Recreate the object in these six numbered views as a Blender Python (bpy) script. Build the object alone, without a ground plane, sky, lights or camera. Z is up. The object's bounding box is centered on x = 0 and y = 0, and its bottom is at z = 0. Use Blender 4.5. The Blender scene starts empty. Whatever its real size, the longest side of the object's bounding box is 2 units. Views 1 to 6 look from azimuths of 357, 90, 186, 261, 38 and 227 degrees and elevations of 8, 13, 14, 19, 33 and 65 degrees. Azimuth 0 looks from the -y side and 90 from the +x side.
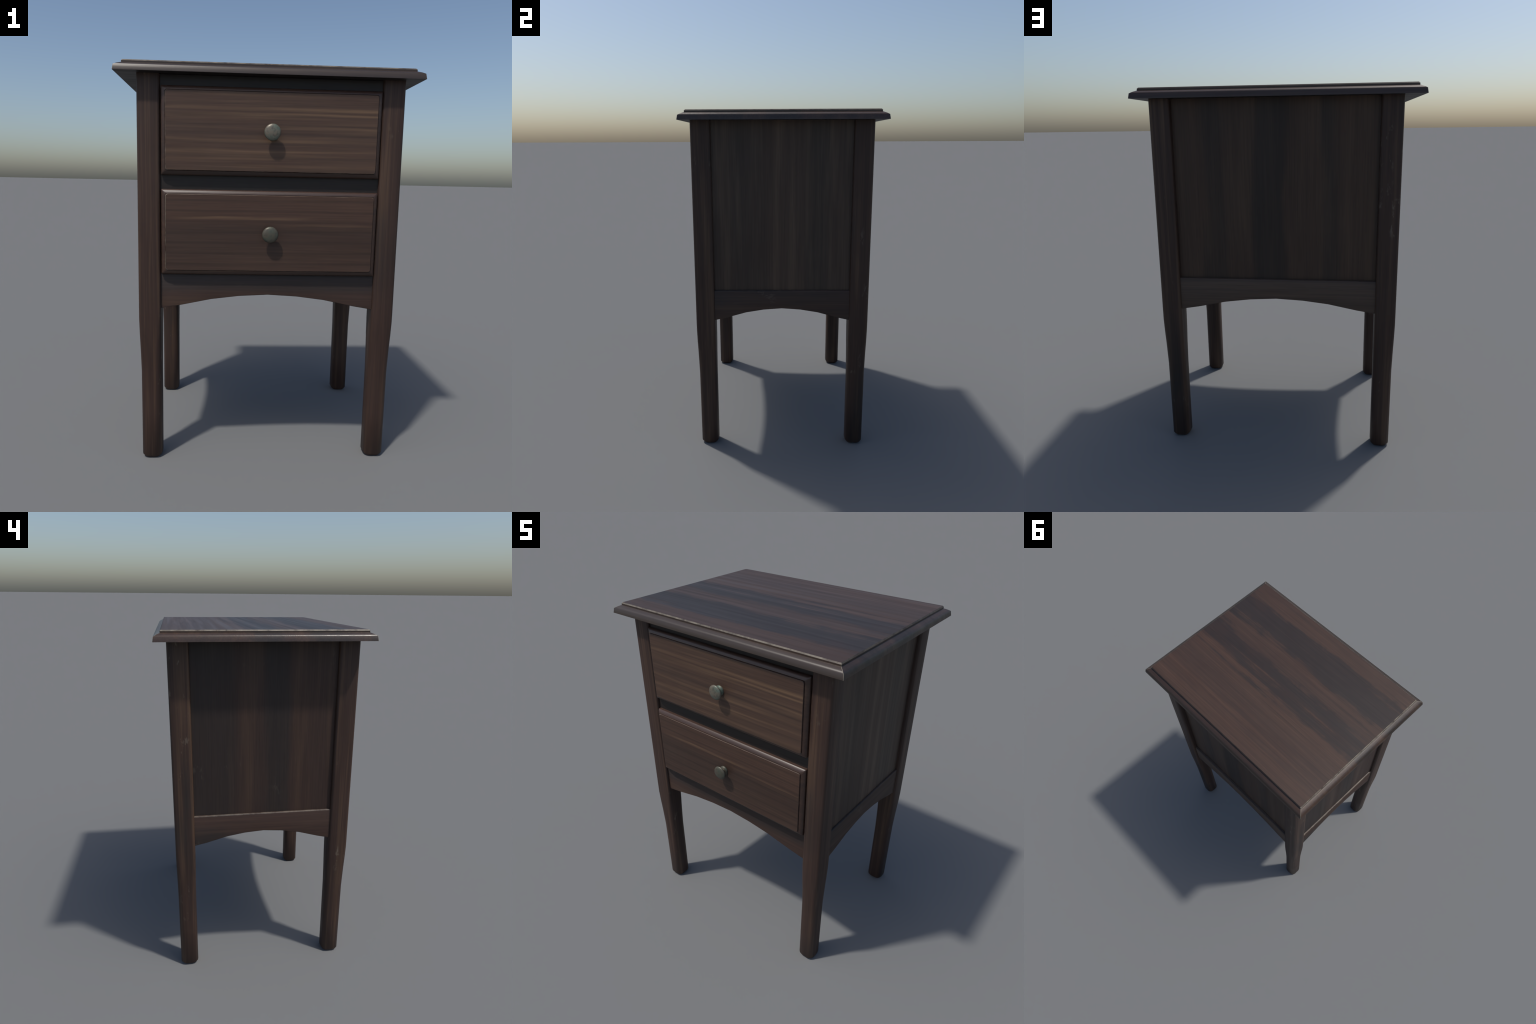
"""Two-drawer wooden bedside cabinet: square legs that taper below arched aprons,
recessed side and back panels, two drawers with moulded fronts and patinated
mushroom knobs, and an overhanging moulded top."""
import bpy, bmesh, math
from mathutils import Vector

# ------------------------------------------------------------------ dimensions
CX, CY = 0.0105, 0.002                  # middle of the body (the top sits at x = 0)
LEG_X, LEG_Y = 0.593, 0.4467            # leg axes from the body's middle
LEG_TOP = 1.9460
LEG_HALF = 0.0555
BODY_L, BODY_R = CX - LEG_X - LEG_HALF, CX + LEG_X + LEG_HALF
BODY_F, BODY_B = CY - LEG_Y - LEG_HALF, CY + LEG_Y + LEG_HALF
RECESS = 0.0165                         # aprons and rails behind the leg faces
BACK_RECESS = 0.036
SIDE_RECESS = 0.011                     # side aprons behind the leg faces
PANEL_RECESS = 0.0225                   # side panels behind the leg faces
APRON_TOP, APRON_END, APRON_RISE = 0.989, 0.8055, 0.0745
ARCH = [(0, 0), (0.265, 0.105), (0.52, 0.335), (0.80, 0.76), (1, 1)]

# ------------------------------------------------------------------ node helpers
def new_material(name):
    m = bpy.data.materials.new(name)
    m.use_nodes = True
    nt = m.node_tree
    nt.nodes.clear()
    out = nt.nodes.new("ShaderNodeOutputMaterial")
    b = nt.nodes.new("ShaderNodeBsdfPrincipled")
    nt.links.new(b.outputs[0], out.inputs[0])
    return m, nt, b


def node(nt, kind, inputs=None, **props):
    n = nt.nodes.new(kind)
    for k, v in props.items():
        setattr(n, k, v)
    for k, v in (inputs or {}).items():
        if hasattr(v, "is_output"):
            nt.links.new(v, n.inputs[k])
        else:
            n.inputs[k].default_value = v
    return n


def mth(nt, op, a, b=0.0, clamp=False):
    return node(nt, "ShaderNodeMath", {0: a, 1: b}, operation=op, use_clamp=clamp).outputs[0]


def ramp(nt, fac, stops, interp="LINEAR"):
    r = node(nt, "ShaderNodeValToRGB", {0: fac})
    cr = r.color_ramp
    cr.interpolation = interp
    while len(cr.elements) > 1:
        cr.elements.remove(cr.elements[-1])
    for i, (p, c) in enumerate(stops):
        e = cr.elements[0] if i == 0 else cr.elements.new(p)
        e.position = p
        e.color = (c, c, c, 1) if isinstance(c, (int, float)) else (*c, 1)
    return r.outputs[0]


def mix(nt, fac, a, b, blend="MIX"):
    n = node(nt, "ShaderNodeMix", data_type="RGBA", blend_type=blend)
    for i, v in ((0, fac), (6, a), (7, b)):
        if hasattr(v, "is_output"):
            nt.links.new(v, n.inputs[i])
        else:
            n.inputs[i].default_value = v if i == 0 else (*v, 1)
    return n.outputs[2]


BROWN = (0.062, 0.0350, 0.0260)
CHAR = (0.0225, 0.0200, 0.0188)
TAN = (0.150, 0.092, 0.053)
WEAR = (0.25, 0.220, 0.172)


def wood(name, along, across, bands=None, span=(0, 1), brown=BROWN, char=CHAR, tan=TAN,
         streaks=0.3, streak_scale=26.0, char_amount=0.5, seed=0.0, worn=0.0, rough=0.50,
         spots=0.0, figure=0.0, lift=1.0, worn_sides=(), spec=0.34, dark=0.45, accents=(), mottle=0.0, feather=0.07):
    """Dark stained wood.  `along`: the grain's axis; `across`: the axis over which the
    boards' broad brown and charcoal bands follow one another; `bands` gives their run
    from brown (0) to charcoal (1) over `span` on that axis."""
    m, nt, bsdf = new_material(name)
    tc = node(nt, "ShaderNodeTexCoord").outputs["Object"]
    loc = node(nt, "ShaderNodeObjectInfo").outputs["Location"]
    off = node(nt, "ShaderNodeVectorMath", {0: loc, 1: (3.1, 5.3, 1.7)}, operation="MULTIPLY").outputs[0]
    p = node(nt, "ShaderNodeVectorMath", {0: tc, 1: off}, operation="ADD").outputs[0]
    p = node(nt, "ShaderNodeVectorMath", {0: p, 1: (seed, seed * 1.7, seed * 0.6)}, operation="ADD").outputs[0]

    def grain(lo, hi, detail=2.0, rough_=0.5, dist=0.0):
        s = [hi, hi, hi]
        s["xyz".index(along)] = lo
        mp = node(nt, "ShaderNodeMapping", {"Vector": p, "Scale": s})
        return node(nt, "ShaderNodeTexNoise", {"Vector": mp.outputs[0], "Scale": 1.0, "Detail": detail,
                    "Roughness": rough_, "Distortion": dist}).outputs[0]

    broad = grain(0.9, 4.2, 3.0, 0.55, 0.4)
    mid = grain(0.8, streak_scale, 3.0, 0.55, 0.35)
    fine = grain(3.0, 130.0, 3.0, 0.6)
    blotch = grain(2.6, 5.5, 3.0, 0.55, 0.3)

    sep = node(nt, "ShaderNodeSeparateXYZ", {0: tc})
    t = mth(nt, "DIVIDE", mth(nt, "SUBTRACT", sep.outputs["xyz".index(across)], span[0]), span[1] - span[0])
    if bands:
        warp = mth(nt, "MULTIPLY", mth(nt, "SUBTRACT", broad, 0.5), 0.16)
        warp2 = mth(nt, "MULTIPLY", mth(nt, "SUBTRACT", mid, 0.5), feather)
        tw = mth(nt, "ADD", mth(nt, "ADD", t, warp), warp2)
        if mottle:
            cloud = grain(7.0, 17.0, 4.0, 0.62, 0.6)
            tw = mth(nt, "ADD", tw, mth(nt, "MULTIPLY", mth(nt, "SUBTRACT", cloud, 0.5), mottle))
        band = ramp(nt, tw, bands, "EASE")
        soft = mth(nt, "MULTIPLY_ADD", blotch, 1.3, False)
        nt.nodes[-1].inputs[2].default_value = 0.25
        band = mth(nt, "MULTIPLY", band, soft, True)
    else:
        lo = 0.62 - 0.35 * char_amount
        band = ramp(nt, broad, [(lo, 0.0), (lo + 0.24, 1.0)], "EASE")
    col = mix(nt, band, brown, char)
    # reddish and greyish drift inside the brown
    col = mix(nt, ramp(nt, blotch, [(0.35, 0.0), (0.7, 0.5)]), col,
              tuple(c * k for c, k in zip(brown, (0.78, 0.70, 0.70))))
    # pale early-wood streaks
    smask = ramp(nt, mid, [(0.50, 0.0), (0.62, 0.65), (0.74, 1.0)])
    keep = mth(nt, "SUBTRACT", 1.0, mth(nt, "MULTIPLY", band, 0.65))
    sm = mth(nt, "MULTIPLY", mth(nt, "MULTIPLY", smask, keep), streaks, True)
    col = mix(nt, sm, col, tan)
    dmask = ramp(nt, mid, [(0.30, 0.55), (0.46, 0.0)])
    col = mix(nt, mth(nt, "MULTIPLY", dmask, dark), col,
              tuple(c * 0.55 for c in char))
    # single pale streaks that run most of a board's length
    for pos, width, power, lo, hi in accents:
        wob = mth(nt, "ADD", mth(nt, "MULTIPLY", mth(nt, "SUBTRACT", broad, 0.5), 0.12),
                  mth(nt, "MULTIPLY", mth(nt, "SUBTRACT", mid, 0.5), 0.03))
        d = mth(nt, "ABSOLUTE", mth(nt, "SUBTRACT", mth(nt, "ADD", t, wob), pos))
        a = ramp(nt, mth(nt, "DIVIDE", d, width), [(0.0, 1.0), (0.35, 0.6), (1.0, 0.0)], "EASE")
        run = mth(nt, "DIVIDE", mth(nt, "SUBTRACT", sep.outputs["xyz".index(along)], lo), hi - lo)
        ends = ramp(nt, run, [(0.0, 0.0), (0.35, 0.9), (0.7, 1.0), (1.0, 0.0)], "EASE")
        fade = ramp(nt, grain(1.7, 3.0 + 40 * pos, 1.0), [(0.30, 0.45), (0.56, 1.0)])
        k = mth(nt, "MULTIPLY", mth(nt, "MULTIPLY", a, fade), mth(nt, "MULTIPLY", ends, power))
        col = mix(nt, k, col, tan)
    # cathedral figure: bent growth rings
    if figure > 0:
        s = [11.0, 11.0, 11.0]
        s["xyz".index(along)] = 1.3
        mp = node(nt, "ShaderNodeMapping", {"Vector": p, "Scale": s})
        wv = node(nt, "ShaderNodeTexWave", {"Vector": mp.outputs[0], "Scale": 0.55, "Distortion": 5.5,
                  "Detail": 2.0, "Detail Scale": 0.7, "Detail Roughness": 0.4},
                  bands_direction=across.upper())
        col = mix(nt, mth(nt, "MULTIPLY", ramp(nt, wv.outputs[1], [(0.0, 1.0), (0.22, 0.0)]), figure),
                  col, tuple(c * 0.6 for c in char))
    # fine fibres
    f = ramp(nt, fine, [(0.25, 0.80), (0.75, 1.20)])
    col = mix(nt, 1.0, col, f, "MULTIPLY")
    if lift != 1.0:
        col = mix(nt, 1.0, col, (lift, lift, lift), "MULTIPLY")
    # rubbed, dry nicks
    if spots > 0:
        s = [30.0, 30.0, 30.0]
        s["xyz".index(along)] = 11.0
        mp = node(nt, "ShaderNodeMapping", {"Vector": p, "Scale": s})
        n1 = node(nt, "ShaderNodeTexNoise", {"Vector": mp.outputs[0], "Scale": 1.0, "Detail": 4.0,
                  "Roughness": 0.65}).outputs[0]
        n2 = node(nt, "ShaderNodeTexNoise", {"Vector": p, "Scale": 3.6, "Detail": 1.0}).outputs[0]
        k = mth(nt, "MULTIPLY", ramp(nt, n1, [(0.60, 0.0), (0.68, 1.0)]),
                ramp(nt, n2, [(0.58, 0.0), (0.68, 1.0)]))
        col = mix(nt, mth(nt, "MULTIPLY", k, spots), col, WEAR)
    # edges rubbed through to dry pale wood, in patches along their length
    if worn > 0:
        w1 = node(nt, "ShaderNodeTexNoise", {"Vector": p, "Scale": 19.0, "Detail": 5.0, "Roughness": 0.65}).outputs[0]
        k = ramp(nt, w1, [(0.58 - 0.34 * worn, 0.0), (0.80 - 0.34 * worn, 1.0)])
        w2 = node(nt, "ShaderNodeTexNoise", {"Vector": p, "Scale": 60.0, "Detail": 3.0}).outputs[0]
        side = None
        for axis, limit, sign, weight in worn_sides:
            g = mth(nt, "GREATER_THAN" if sign > 0 else "LESS_THAN", sep.outputs["xyz".index(axis)], limit)
            g = mth(nt, "MULTIPLY", g, weight)
            side = g if side is None else mth(nt, "MAXIMUM", side, g)
        if side is not None:
            k = mth(nt, "MULTIPLY", k, side)
        wc = mix(nt, w2, tuple(c * 0.62 for c in WEAR), tuple(c * 1.25 for c in WEAR))
        col = mix(nt, mth(nt, "MULTIPLY", k, 0.9), col, wc)
    nt.links.new(col, bsdf.inputs["Base Color"])
    r = ramp(nt, mid, [(0.3, rough + 0.06), (0.7, rough - 0.05)])
    nt.links.new(r, bsdf.inputs["Roughness"])
    bsdf.inputs["Specular IOR Level"].default_value = spec
    hgt = mth(nt, "ADD", mth(nt, "MULTIPLY", fine, 0.6), mth(nt, "MULTIPLY", mid, 0.5))
    bp = node(nt, "ShaderNodeBump", {"Height": hgt, "Strength": 0.12, "Distance": 0.004})
    nt.links.new(bp.outputs[0], bsdf.inputs["Normal"])
    return m


def patina(name, base, green, amount, seed):
    m, nt, bsdf = new_material(name)
    tc = node(nt, "ShaderNodeTexCoord").outputs["Object"]
    p = node(nt, "ShaderNodeVectorMath", {0: tc, 1: (seed, seed * 2.0, seed)}, operation="ADD").outputs[0]
    n1 = node(nt, "ShaderNodeTexNoise", {"Vector": p, "Scale": 24.0, "Detail": 4.0, "Roughness": 0.6}).outputs[0]
    n2 = node(nt, "ShaderNodeTexNoise", {"Vector": p, "Scale": 75.0, "Detail": 4.0, "Roughness": 0.65}).outputs[0]
    col = mix(nt, ramp(nt, n1, [(0.58 - 0.25 * amount, 0.0), (0.80 - 0.25 * amount, 1.0)]), base, green)
    col = mix(nt, ramp(nt, n2, [(0.30, 0.6), (0.47, 0.0)]), col, (0.035, 0.033, 0.030))
    nt.links.new(col, bsdf.inputs["Base Color"])
    bsdf.inputs["Metallic"].default_value = 0.25
    nt.links.new(ramp(nt, n1, [(0.3, 0.34), (0.7, 0.55)]), bsdf.inputs["Roughness"])
    bp = node(nt, "ShaderNodeBump", {"Height": n2, "Strength": 0.15, "Distance": 0.003})
    nt.links.new(bp.outputs[0], bsdf.inputs["Normal"])
    return m


# ------------------------------------------------------------------ mesh helpers
def add_object(name, bm, mats, parent, location=(0, 0, 0), smooth_angle=None):
    bmesh.ops.recalc_face_normals(bm, faces=bm.faces)
    me = bpy.data.meshes.new(name)
    bm.to_mesh(me)
    bm.free()
    for m in mats:
        me.materials.append(m)
    if smooth_angle:
        me.shade_smooth()
        me.set_sharp_from_angle(angle=math.radians(smooth_angle))
    ob = bpy.data.objects.new(name, me)
    bpy.context.scene.collection.objects.link(ob)
    ob.parent = parent
    ob.location = location
    return ob


def rounded_rect(x0, x1, y0, y1, r=0.0, seg=3):
    """Corner-rounded rectangle, counter-clockwise from the lower left corner."""
    pts = []
    for cx, cy, a0 in ((x0 + r, y0 + r, 180), (x1 - r, y0 + r, 270), (x1 - r, y1 - r, 0), (x0 + r, y1 - r, 90)):
        if r <= 0:
            pts.append((cx, cy))
            continue
        for i in range(seg + 1):
            a = math.radians(a0 + 90 * i / seg)
            pts.append((cx + r * math.cos(a), cy + r * math.sin(a)))
    return pts


def loft(bm, rings, caps=(True, True), mats=None):
    loops = [[bm.verts.new(p) for p in ring] for ring in rings]
    for k, (a, b) in enumerate(zip(loops, loops[1:])):
        n = len(a)
        for i in range(n):
            f = bm.faces.new((a[i], a[(i + 1) % n], b[(i + 1) % n], b[i]))
            f.material_index = mats[k] if mats else 0
    if caps[0]:
        bm.faces.new(loops[0][::-1])
    if caps[1]:
        bm.faces.new(loops[-1])
    return loops


def box_board(name, lo, hi, mat, parent, ease=0.003, smooth=None):
    bm = bmesh.new()
    bmesh.ops.create_cube(bm, size=1.0)
    for v in bm.verts:
        v.co = Vector([lo[i] + (v.co[i] + 0.5) * (hi[i] - lo[i]) for i in range(3)])
    if ease > 0:
        bmesh.ops.bevel(bm, geom=bm.edges[:], offset=ease, segments=2, profile=0.5, affect="EDGES")
    return add_object(name, bm, [mat], parent, smooth_angle=smooth)


def arched_apron(name, a0, a1, mid, along, face, back, mat, parent, edge=0.004, ledge=None):
    """Board whose lower edge is cut to an arch.  It runs from a0 to a1 along the axis
    `along`, its face lies at `face`, its back at `back`; upper front edge eased."""
    half = (a1 - a0) / 2
    low = []
    for f, d in reversed(ARCH):
        low.append((mid - f * half, APRON_END + APRON_RISE * (1 - d)))
    for f, d in ARCH[1:]:
        low.append((mid + f * half, APRON_END + APRON_RISE * (1 - d)))
    s = 1 if face > back else -1

    def place(a, d, z):
        return (a, d, z) if along == "x" else (d, a, z)

    # cross-sections along the length: lower back, lower front, eased upper front, upper back
    bm = bmesh.new()
    rings = []
    for a, z in low:
        rings.append([place(a, back, z), place(a, face - s * 0.002, z), place(a, face, z + 0.002),
                      place(a, face, APRON_TOP - edge), place(a, face - s * edge * 0.35, APRON_TOP - edge * 0.35),
                      place(a, face - s * edge, APRON_TOP), place(a, back, APRON_TOP)])
    loft(bm, rings)
    bm.faces.ensure_lookup_table()
    for f in bm.faces:
        if ledge and f.calc_center_median().z > APRON_TOP - edge:
            f.material_index = 1                   # upper arris, coloured pale for the light it catches
    return add_object(name, bm, [mat] + ([ledge] if ledge else []), parent, smooth_angle=40)


# ------------------------------------------------------------------ materials
TOP_BANDS = [(0.0, 0.2), (0.10, 0.05), (0.17, 1.0), (0.28, 1.0), (0.345, 0.2), (0.41, 0.35),
             (0.46, 1.0), (0.55, 0.95), (0.62, 0.0), (0.74, 0.35), (0.80, 0.3), (0.90, 0.0), (1.0, 0.15)]
DEEP = (0.046, 0.0260, 0.0195)
top_wood = wood("top_wood", "x", "y", span=(-0.55, 0.56), seed=2.3, streaks=0.20, tan=(0.100, 0.060, 0.040), rough=0.46, spec=0.39,
                dark=0.32, brown=(0.0545, 0.0300, 0.0208), char=(0.0135, 0.0130, 0.0138), bands=TOP_BANDS, figure=0.12, mottle=0.14, feather=0.24)
top_edge = wood("top_edge_wood", "x", "y", span=(-0.55, 0.56), seed=2.3, streaks=0.1, brown=(0.036, 0.024, 0.019), worn=0.72,
                worn_sides=(("x", -0.694, -1, 0.85), ("y", -0.512, -1, 0.62), ("x", 0.694, 1, 0.30), ("y", 0.522, 1, 0.08)))
moulding_wood = wood("moulding_wood", "x", "y", span=(-0.55, 0.56), seed=2.3, streaks=0.22, rough=0.34, spots=0.1,
                     spec=0.5, brown=(0.053, 0.0315, 0.0225), char=(0.0245, 0.0215, 0.0185),
                     bands=[(0.0, 0.7), (0.06, 0.6), (0.09, 0.3)] + TOP_BANDS[2:])
corner_wood = wood("corner_wood", "z", "x", seed=1.4, streaks=0.1, brown=(0.05, 0.032, 0.025), worn=0.95)
ledge_painted_glint = wood("ledge_painted_glint", "y", "z", seed=2.6, streaks=0.1, brown=DEEP, worn=0.6,  # worn mask here paints the bright highlight line along the ledge
                  worn_sides=(("x", 0.0, -1, 0.30), ("x", 0.0, 1, 0.06)))
under_wood = wood("under_wood", "x", "y", seed=4.1, streaks=0.05, brown=(0.024, 0.019, 0.017), char=(0.015, 0.015, 0.015))  # colour darkened for the shade under the overhanging top
leg_wood = wood("leg_wood", "z", "x", seed=6.2, streaks=0.34, streak_scale=36, char_amount=0.3, spots=0.3, brown=DEEP)
rail_wood = wood("rail_wood", "x", "z", seed=8.8, streaks=0.06, char_amount=0.9, brown=(0.028, 0.0205, 0.0175),  # near-black tint bakes in the shadow the drawers cast on the rails
                 char=(0.0205, 0.0175, 0.0160))
apron_wood = wood("apron_wood", "x", "z", seed=3.7, streaks=0.14, streak_scale=40, brown=DEEP, span=(0.80, 0.99),
                  bands=[(0.0, 0.0), (0.42, 0.1), (0.62, 0.85), (1.0, 0.95)])  # dark upper band draws the lower drawer's cast shadow into the wood
back_apron_wood = wood("back_apron_wood", "x", "z", seed=3.2, streaks=0.22, streak_scale=44, char_amount=0.2,
                       brown=(0.074, 0.0490, 0.0355))
side_apron_wood = wood("side_apron_wood", "y", "z", seed=5.9, streaks=0.12, streak_scale=40, char_amount=0.35,
                       spots=0.15, brown=DEEP)
left_panel_wood = wood("left_panel_wood", "z", "y", span=(-0.39, 0.40), seed=7.7, streaks=0.16, streak_scale=14, spots=0.08, dark=0.2,
                       brown=DEEP, char=(0.0175, 0.0165, 0.0160),
                       bands=[(0.0, 0.2), (0.3, 0.1), (0.36, 0.95), (0.46, 0.95), (0.52, 0.3), (0.66, 0.25),
                              (0.76, 0.85), (1.0, 0.9)])
right_panel_wood = wood("right_panel_wood", "z", "y", span=(-0.39, 0.40), seed=9.4, streaks=0.36, streak_scale=19,
                        dark=0.2, brown=(0.068, 0.0440, 0.0315), tan=(0.150, 0.104, 0.068), char=(0.0335, 0.0265, 0.0220),
                        bands=[(0.0, 0.8), (0.10, 0.4), (0.2, 0.8), (0.35, 0.5), (0.48, 0.1), (0.62, 0.3),
                               (0.70, 0.95), (0.8, 0.9), (0.9, 0.4), (1.0, 0.7)])
back_panel_wood = wood("back_panel_wood", "z", "x", span=(-0.53, 0.55), seed=11.6, streaks=0.16, streak_scale=14, dark=0.12,
                       brown=(0.068, 0.0395, 0.0255), char=(0.0180, 0.0155, 0.0142),
                       bands=[(0.0, 0.7), (0.06, 0.25), (0.15, 0.2), (0.24, 0.9), (0.32, 0.25), (0.40, 0.3),
                              (0.45, 1.0), (0.57, 1.0), (0.62, 0.35), (0.72, 0.4), (0.78, 0.9), (0.85, 0.85),
                              (0.9, 0.2), (1.0, 0.4)])
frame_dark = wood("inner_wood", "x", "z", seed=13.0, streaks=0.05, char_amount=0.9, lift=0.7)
upper_drawer_wood = wood("upper_drawer_wood", "x", "z", seed=1.9, streaks=0.36, streak_scale=34, span=(1.50, 1.87),
                         bands=[(0.0, 0.0), (0.3, 0.0), (0.5, 0.22), (0.62, 0.0), (1.0, 0.05)],
                         brown=(0.073, 0.0428, 0.0298), figure=0.16, dark=0.14,
                         accents=[(0.80, 0.030, 0.75, -0.9, 0.9), (0.735, 0.026, 0.75, -0.6, 1.0), (0.56, 0.03, 0.55, -0.1, 0.7),
                                  (0.385, 0.028, 0.6, -0.8, 0.4), (0.25, 0.025, 0.5, -0.8, 0.7)])
upper_drawer_edge = wood("upper_drawer_edge", "x", "z", seed=1.9, streaks=0.3, worn=0.48, brown=DEEP,
                         worn_sides=(("x", -0.488, -1, 1.0), ("z", 1.507, -1, 0.55)))
lower_drawer_wood = wood("lower_drawer_wood", "x", "z", seed=15.3, streaks=0.10, streak_scale=22, span=(1.0, 1.39),
                         bands=[(0.0, 0.35), (0.1, 0.5), (0.3, 0.7), (0.56, 0.8), (0.66, 0.0), (1.0, 0.0)],
                         brown=(0.065, 0.0365, 0.0255), char=(0.037, 0.0240, 0.0185), figure=0.35, dark=0.06,
                         accents=[(0.685, 0.026, 0.85, -0.52, 0.28), (0.61, 0.020, 0.3, 0.0, 0.6)])
lower_drawer_edge = wood("lower_drawer_edge", "x", "z", seed=15.3, streaks=0.3, worn=0.52, brown=DEEP,
                         worn_sides=(("x", -0.488, -1, 1.0), ("z", 1.019, -1, 0.4), ("z", 1.375, 1, 0.3)))
drawer_moulding = wood("drawer_moulding_wood", "x", "z", seed=17.1, streaks=0.15, rough=0.38, char_amount=0.25,
                       brown=(0.050, 0.0270, 0.0195), spec=0.5)
upper_knob_metal = patina("upper_knob_metal", (0.146, 0.126, 0.096), (0.084, 0.126, 0.100), 0.62, 0.3)
lower_knob_metal = patina("lower_knob_metal", (0.082, 0.073, 0.054), (0.060, 0.078, 0.058), 0.45, 4.2)

# ------------------------------------------------------------------ the cabinet
cabinet = bpy.data.objects.new("bedside_cabinet", None)
bpy.context.scene.collection.objects.link(cabinet)
cabinet["label"] = "dark stained wooden bedside cabinet with two drawers and patinated round knobs"
cabinet["category"] = "bedside cabinet"

# ---- top: flat slab with a worn chamfer, stepping down to a sloping moulded edge
TX0, TX1, TY0, TY1 = -0.737, 0.737, -0.5555, 0.5665
profile = [(0.0600, 1.9455), (0.0, 1.9455), (0.0040, 1.9705), (0.0175, 1.9785), (0.0355, 1.9862),
           (0.0355, 1.9942), (0.0405, 2.0)]
bm = bmesh.new()
rings = [[(x, y, z) for x, y in rounded_rect(TX0 + i, TX1 - i, TY0 + i, TY1 - i, 0.0016, 1)] for i, z in profile]
loops = loft(bm, rings, caps=(True, True), mats=[3, 2, 2, 2, 2, 1])
for f in bm.faces:
    if f.calc_center_median().z < 1.9457:
        f.material_index = 3
    elif len(f.verts) == 4 and max(e.calc_length() for e in f.edges if abs(e.verts[0].co.z - e.verts[1].co.z) < 1e-5) < 0.004:
        f.material_index = 4                       # the rubbed mitres
bm.edges.ensure_lookup_table()
bm.normal_update()
for f in bm.faces:
    f.smooth = True
soft_rings = {v: k for k in (2, 3) for v in loops[k]}
for e in bm.edges:
    a, b = e.verts
    e.smooth = a in soft_rings and b in soft_rings and soft_rings[a] == soft_rings[b]
tabletop = add_object("tabletop", bm, [top_wood, top_edge, moulding_wood, under_wood, corner_wood], cabinet)

# ---- legs: square with rounded arrises, tapering and growing rounder below the aprons
# height, half thickness, corner radius, share of the sideways step of the lower leg
LEG_RINGS = [(0.0, 0.0390, 0.022, 1), (0.0165, 0.0515, 0.032, 1), (0.25, 0.0517, 0.031, 0.9), (0.47, 0.0518, 0.030, 0.75),
             (0.60, 0.0535, 0.024, 0.4), (0.67, 0.0547, 0.019, 0.2), (0.745, 0.0555, 0.0150, 0), (0.80, 0.0555, 0.0140, 0),
             (1.30, 0.0555, 0.0140, 0), (LEG_TOP, 0.0555, 0.0140, 0)]


def leg(sx, sy, dx, dy):
    bm = bmesh.new()
    loft(bm, [[(x + k * dx, y + k * dy, z) for x, y in rounded_rect(-h, h, -h, h, r, 3)]
              for z, h, r, k in LEG_RINGS])
    return add_object("leg", bm, [leg_wood], cabinet, (CX + sx * LEG_X, CY + sy * LEG_Y, 0), smooth_angle=42)


leg(-1, -1, 0.0040, 0.0035)
leg(1, -1, -0.0040, 0.0035)
leg(1, 1, -0.0040, -0.0005)
leg(-1, 1, 0.0040, -0.0005)

IN_L, IN_R = BODY_L + 2 * LEG_HALF, BODY_R - 2 * LEG_HALF
IN_F, IN_B = BODY_F + 2 * LEG_HALF, BODY_B - 2 * LEG_HALF
T = 0.012                                  # boards run this far into the legs

# ---- aprons
arched_apron("front_apron", IN_L - T, IN_R + T, CX, "x", -0.4835, -0.4540, apron_wood, cabinet)
arched_apron("back_apron", IN_L - T, IN_R + T, CX, "x", 0.4890, 0.4600, back_apron_wood, cabinet, 0.006)
arched_apron("side_apron", IN_F - T, IN_B + T, CY, "y", BODY_L + SIDE_RECESS, BODY_L + 0.045, side_apron_wood, cabinet, 0.006, ledge_painted_glint)
arched_apron("side_apron", IN_F - T, IN_B + T, CY, "y", BODY_R - SIDE_RECESS, BODY_R - 0.045, side_apron_wood, cabinet, 0.006, ledge_painted_glint)

# ---- panels
Z0, Z1 = APRON_TOP - 0.02, 1.9465
box_board("side_panel", (BODY_L + PANEL_RECESS, IN_F - T, Z0), (BODY_L + PANEL_RECESS + 0.016, IN_B + T, Z1),
          left_panel_wood, cabinet, 0)
box_board("side_panel", (BODY_R - PANEL_RECESS - 0.016, IN_F - T, Z0), (BODY_R - PANEL_RECESS, IN_B + T, Z1),
          right_panel_wood, cabinet, 0)
box_board("back_panel", (IN_L - T, 0.4695 - 0.016, Z0), (IN_R + T, 0.4695, Z1),
          back_panel_wood, cabinet, 0)
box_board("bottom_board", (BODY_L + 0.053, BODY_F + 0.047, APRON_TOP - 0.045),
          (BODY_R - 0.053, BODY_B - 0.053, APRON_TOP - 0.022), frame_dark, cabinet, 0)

# ---- front frame: rails, and the dust panel that closes the front behind them
FY = -0.4835
box_board("rail", (IN_L - T, FY, 1.880), (IN_R + T, FY + 0.03, 1.9450), rail_wood, cabinet, 0.0015)
box_board("rail", (IN_L - T, FY, 1.392), (IN_R + T, FY + 0.03, 1.489), rail_wood, cabinet, 0.0015)
box_board("dust_panel", (IN_L - T, FY + 0.012, APRON_TOP - 0.01), (IN_R + T, FY + 0.026, 1.9447), frame_dark, cabinet, 0)

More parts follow.
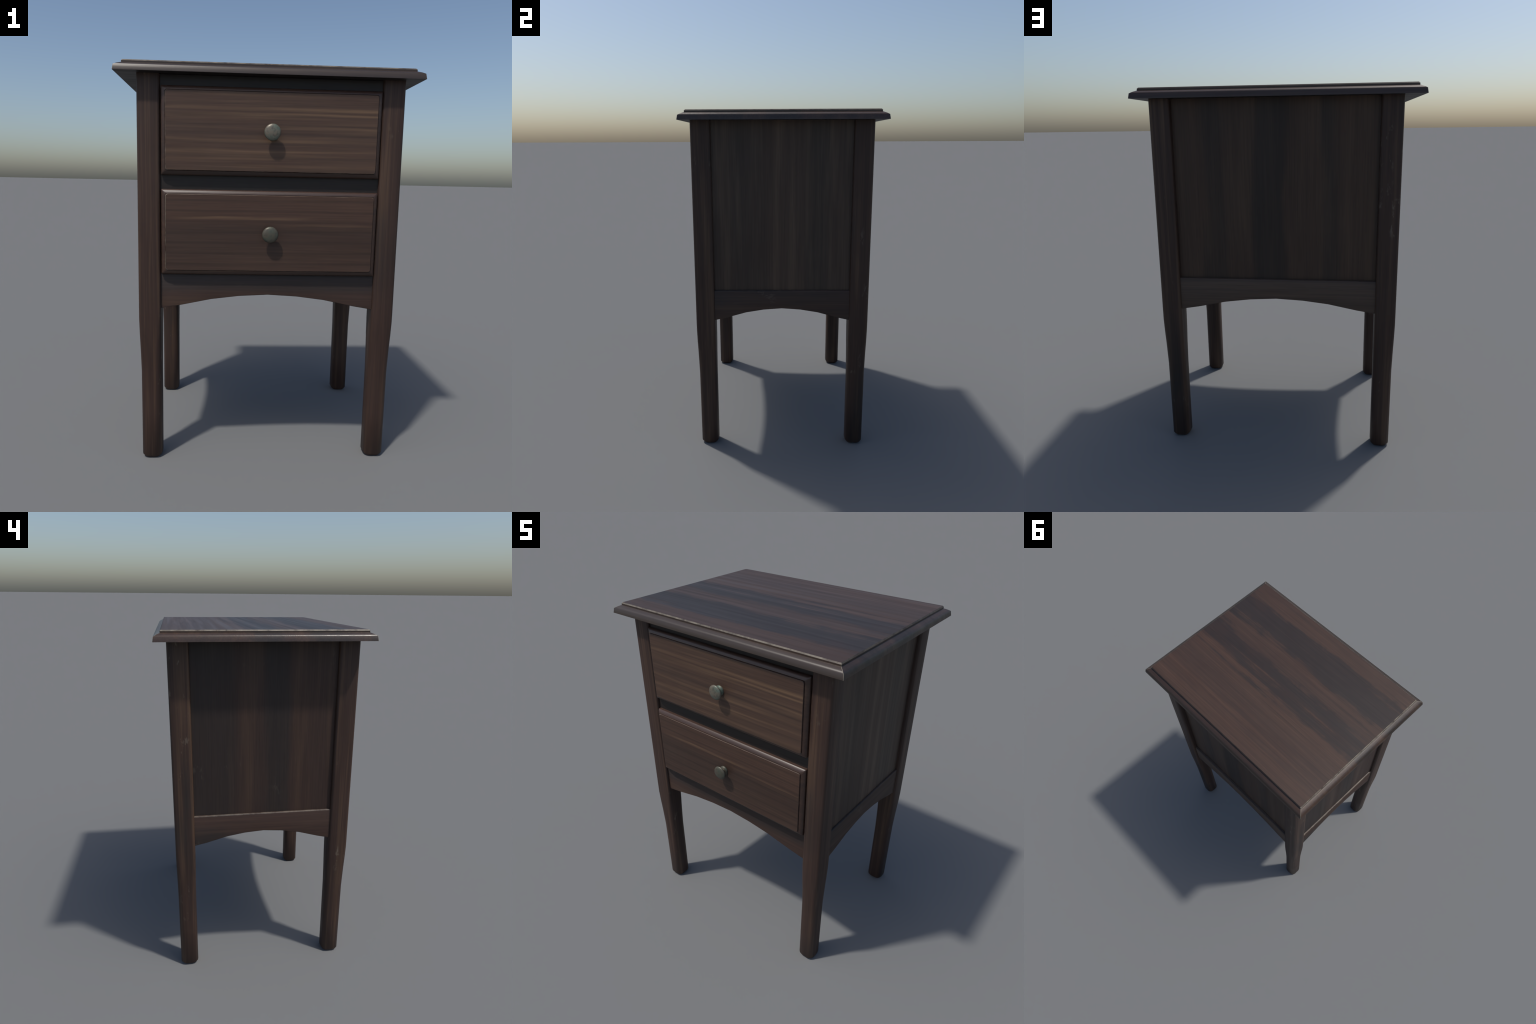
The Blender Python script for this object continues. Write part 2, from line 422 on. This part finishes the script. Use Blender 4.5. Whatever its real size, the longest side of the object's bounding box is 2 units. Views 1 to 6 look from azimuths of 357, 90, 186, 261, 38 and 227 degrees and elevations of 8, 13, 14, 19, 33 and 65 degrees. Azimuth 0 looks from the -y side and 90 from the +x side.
# ---- drawers: raised field with a worn lip, groove and quarter-round moulding
DX0, DX1 = -0.5225, 0.5450
FIELD, GROOVE, EDGE = -0.5195, -0.5140, -0.4975


def drawer(z0, z1, face_mat, edge_mat, knob_mat, knob_z):
    sect = [(0.0, FY + 0.010), (0.0, EDGE)]
    for i in range(1, 7):
        t = math.radians(90 * i / 6)
        lin = i / 6
        sect.append((0.0195 * (0.5 * lin + 0.5 * (1 - math.cos(t))), EDGE + (GROOVE - EDGE) * (0.5 * lin + 0.5 * math.sin(t))))
    n_mould = len(sect) - 1
    sect += [(0.0215, GROOVE + 0.0012), (0.0222, FIELD + 0.0018), (0.0240, FIELD)]
    bm = bmesh.new()
    rings = []
    for k, (i, y) in enumerate(sect):
        r = 0.0045 + 0.0065 * min(1.0, i / 0.0205)
        rings.append([(x, y, z) for x, z in rounded_rect(DX0 + i, DX1 - i, z0 + 1.06 * i, z1 - i, r, 4)])
    loft(bm, rings, mats=[2] * n_mould + [2, 2, 1])
    ob = add_object("drawer", bm, [face_mat, edge_mat, drawer_moulding], cabinet, smooth_angle=34)
    # knob, turned about the y axis: rose, neck, mushroom cap
    turn = [(0.0270, 0.0), (0.0275, 0.0035), (0.0250, 0.0075), (0.0185, 0.0115), (0.0135, 0.0155),
            (0.0130, 0.0200), (0.0180, 0.0240), (0.0300, 0.0275), (0.0375, 0.0310), (0.0400, 0.0345),
            (0.0396, 0.0375), (0.0360, 0.0415), (0.0285, 0.0445), (0.0180, 0.0464), (0.0080, 0.0473)]
    bm = bmesh.new()
    seg = 28
    loft(bm, [[(r * math.cos(2 * math.pi * i / seg), -d, r * math.sin(2 * math.pi * i / seg))
               for i in range(seg)] for r, d in turn])
    knob = add_object("knob", bm, [knob_mat], ob, (0.0105, FIELD + 0.0005, knob_z), smooth_angle=50)
    return ob


drawer(1.4730, 1.8925, upper_drawer_wood, upper_drawer_edge, upper_knob_metal, 1.6820)
drawer(0.9850, 1.4045, lower_drawer_wood, lower_drawer_edge, lower_knob_metal, 1.1934)
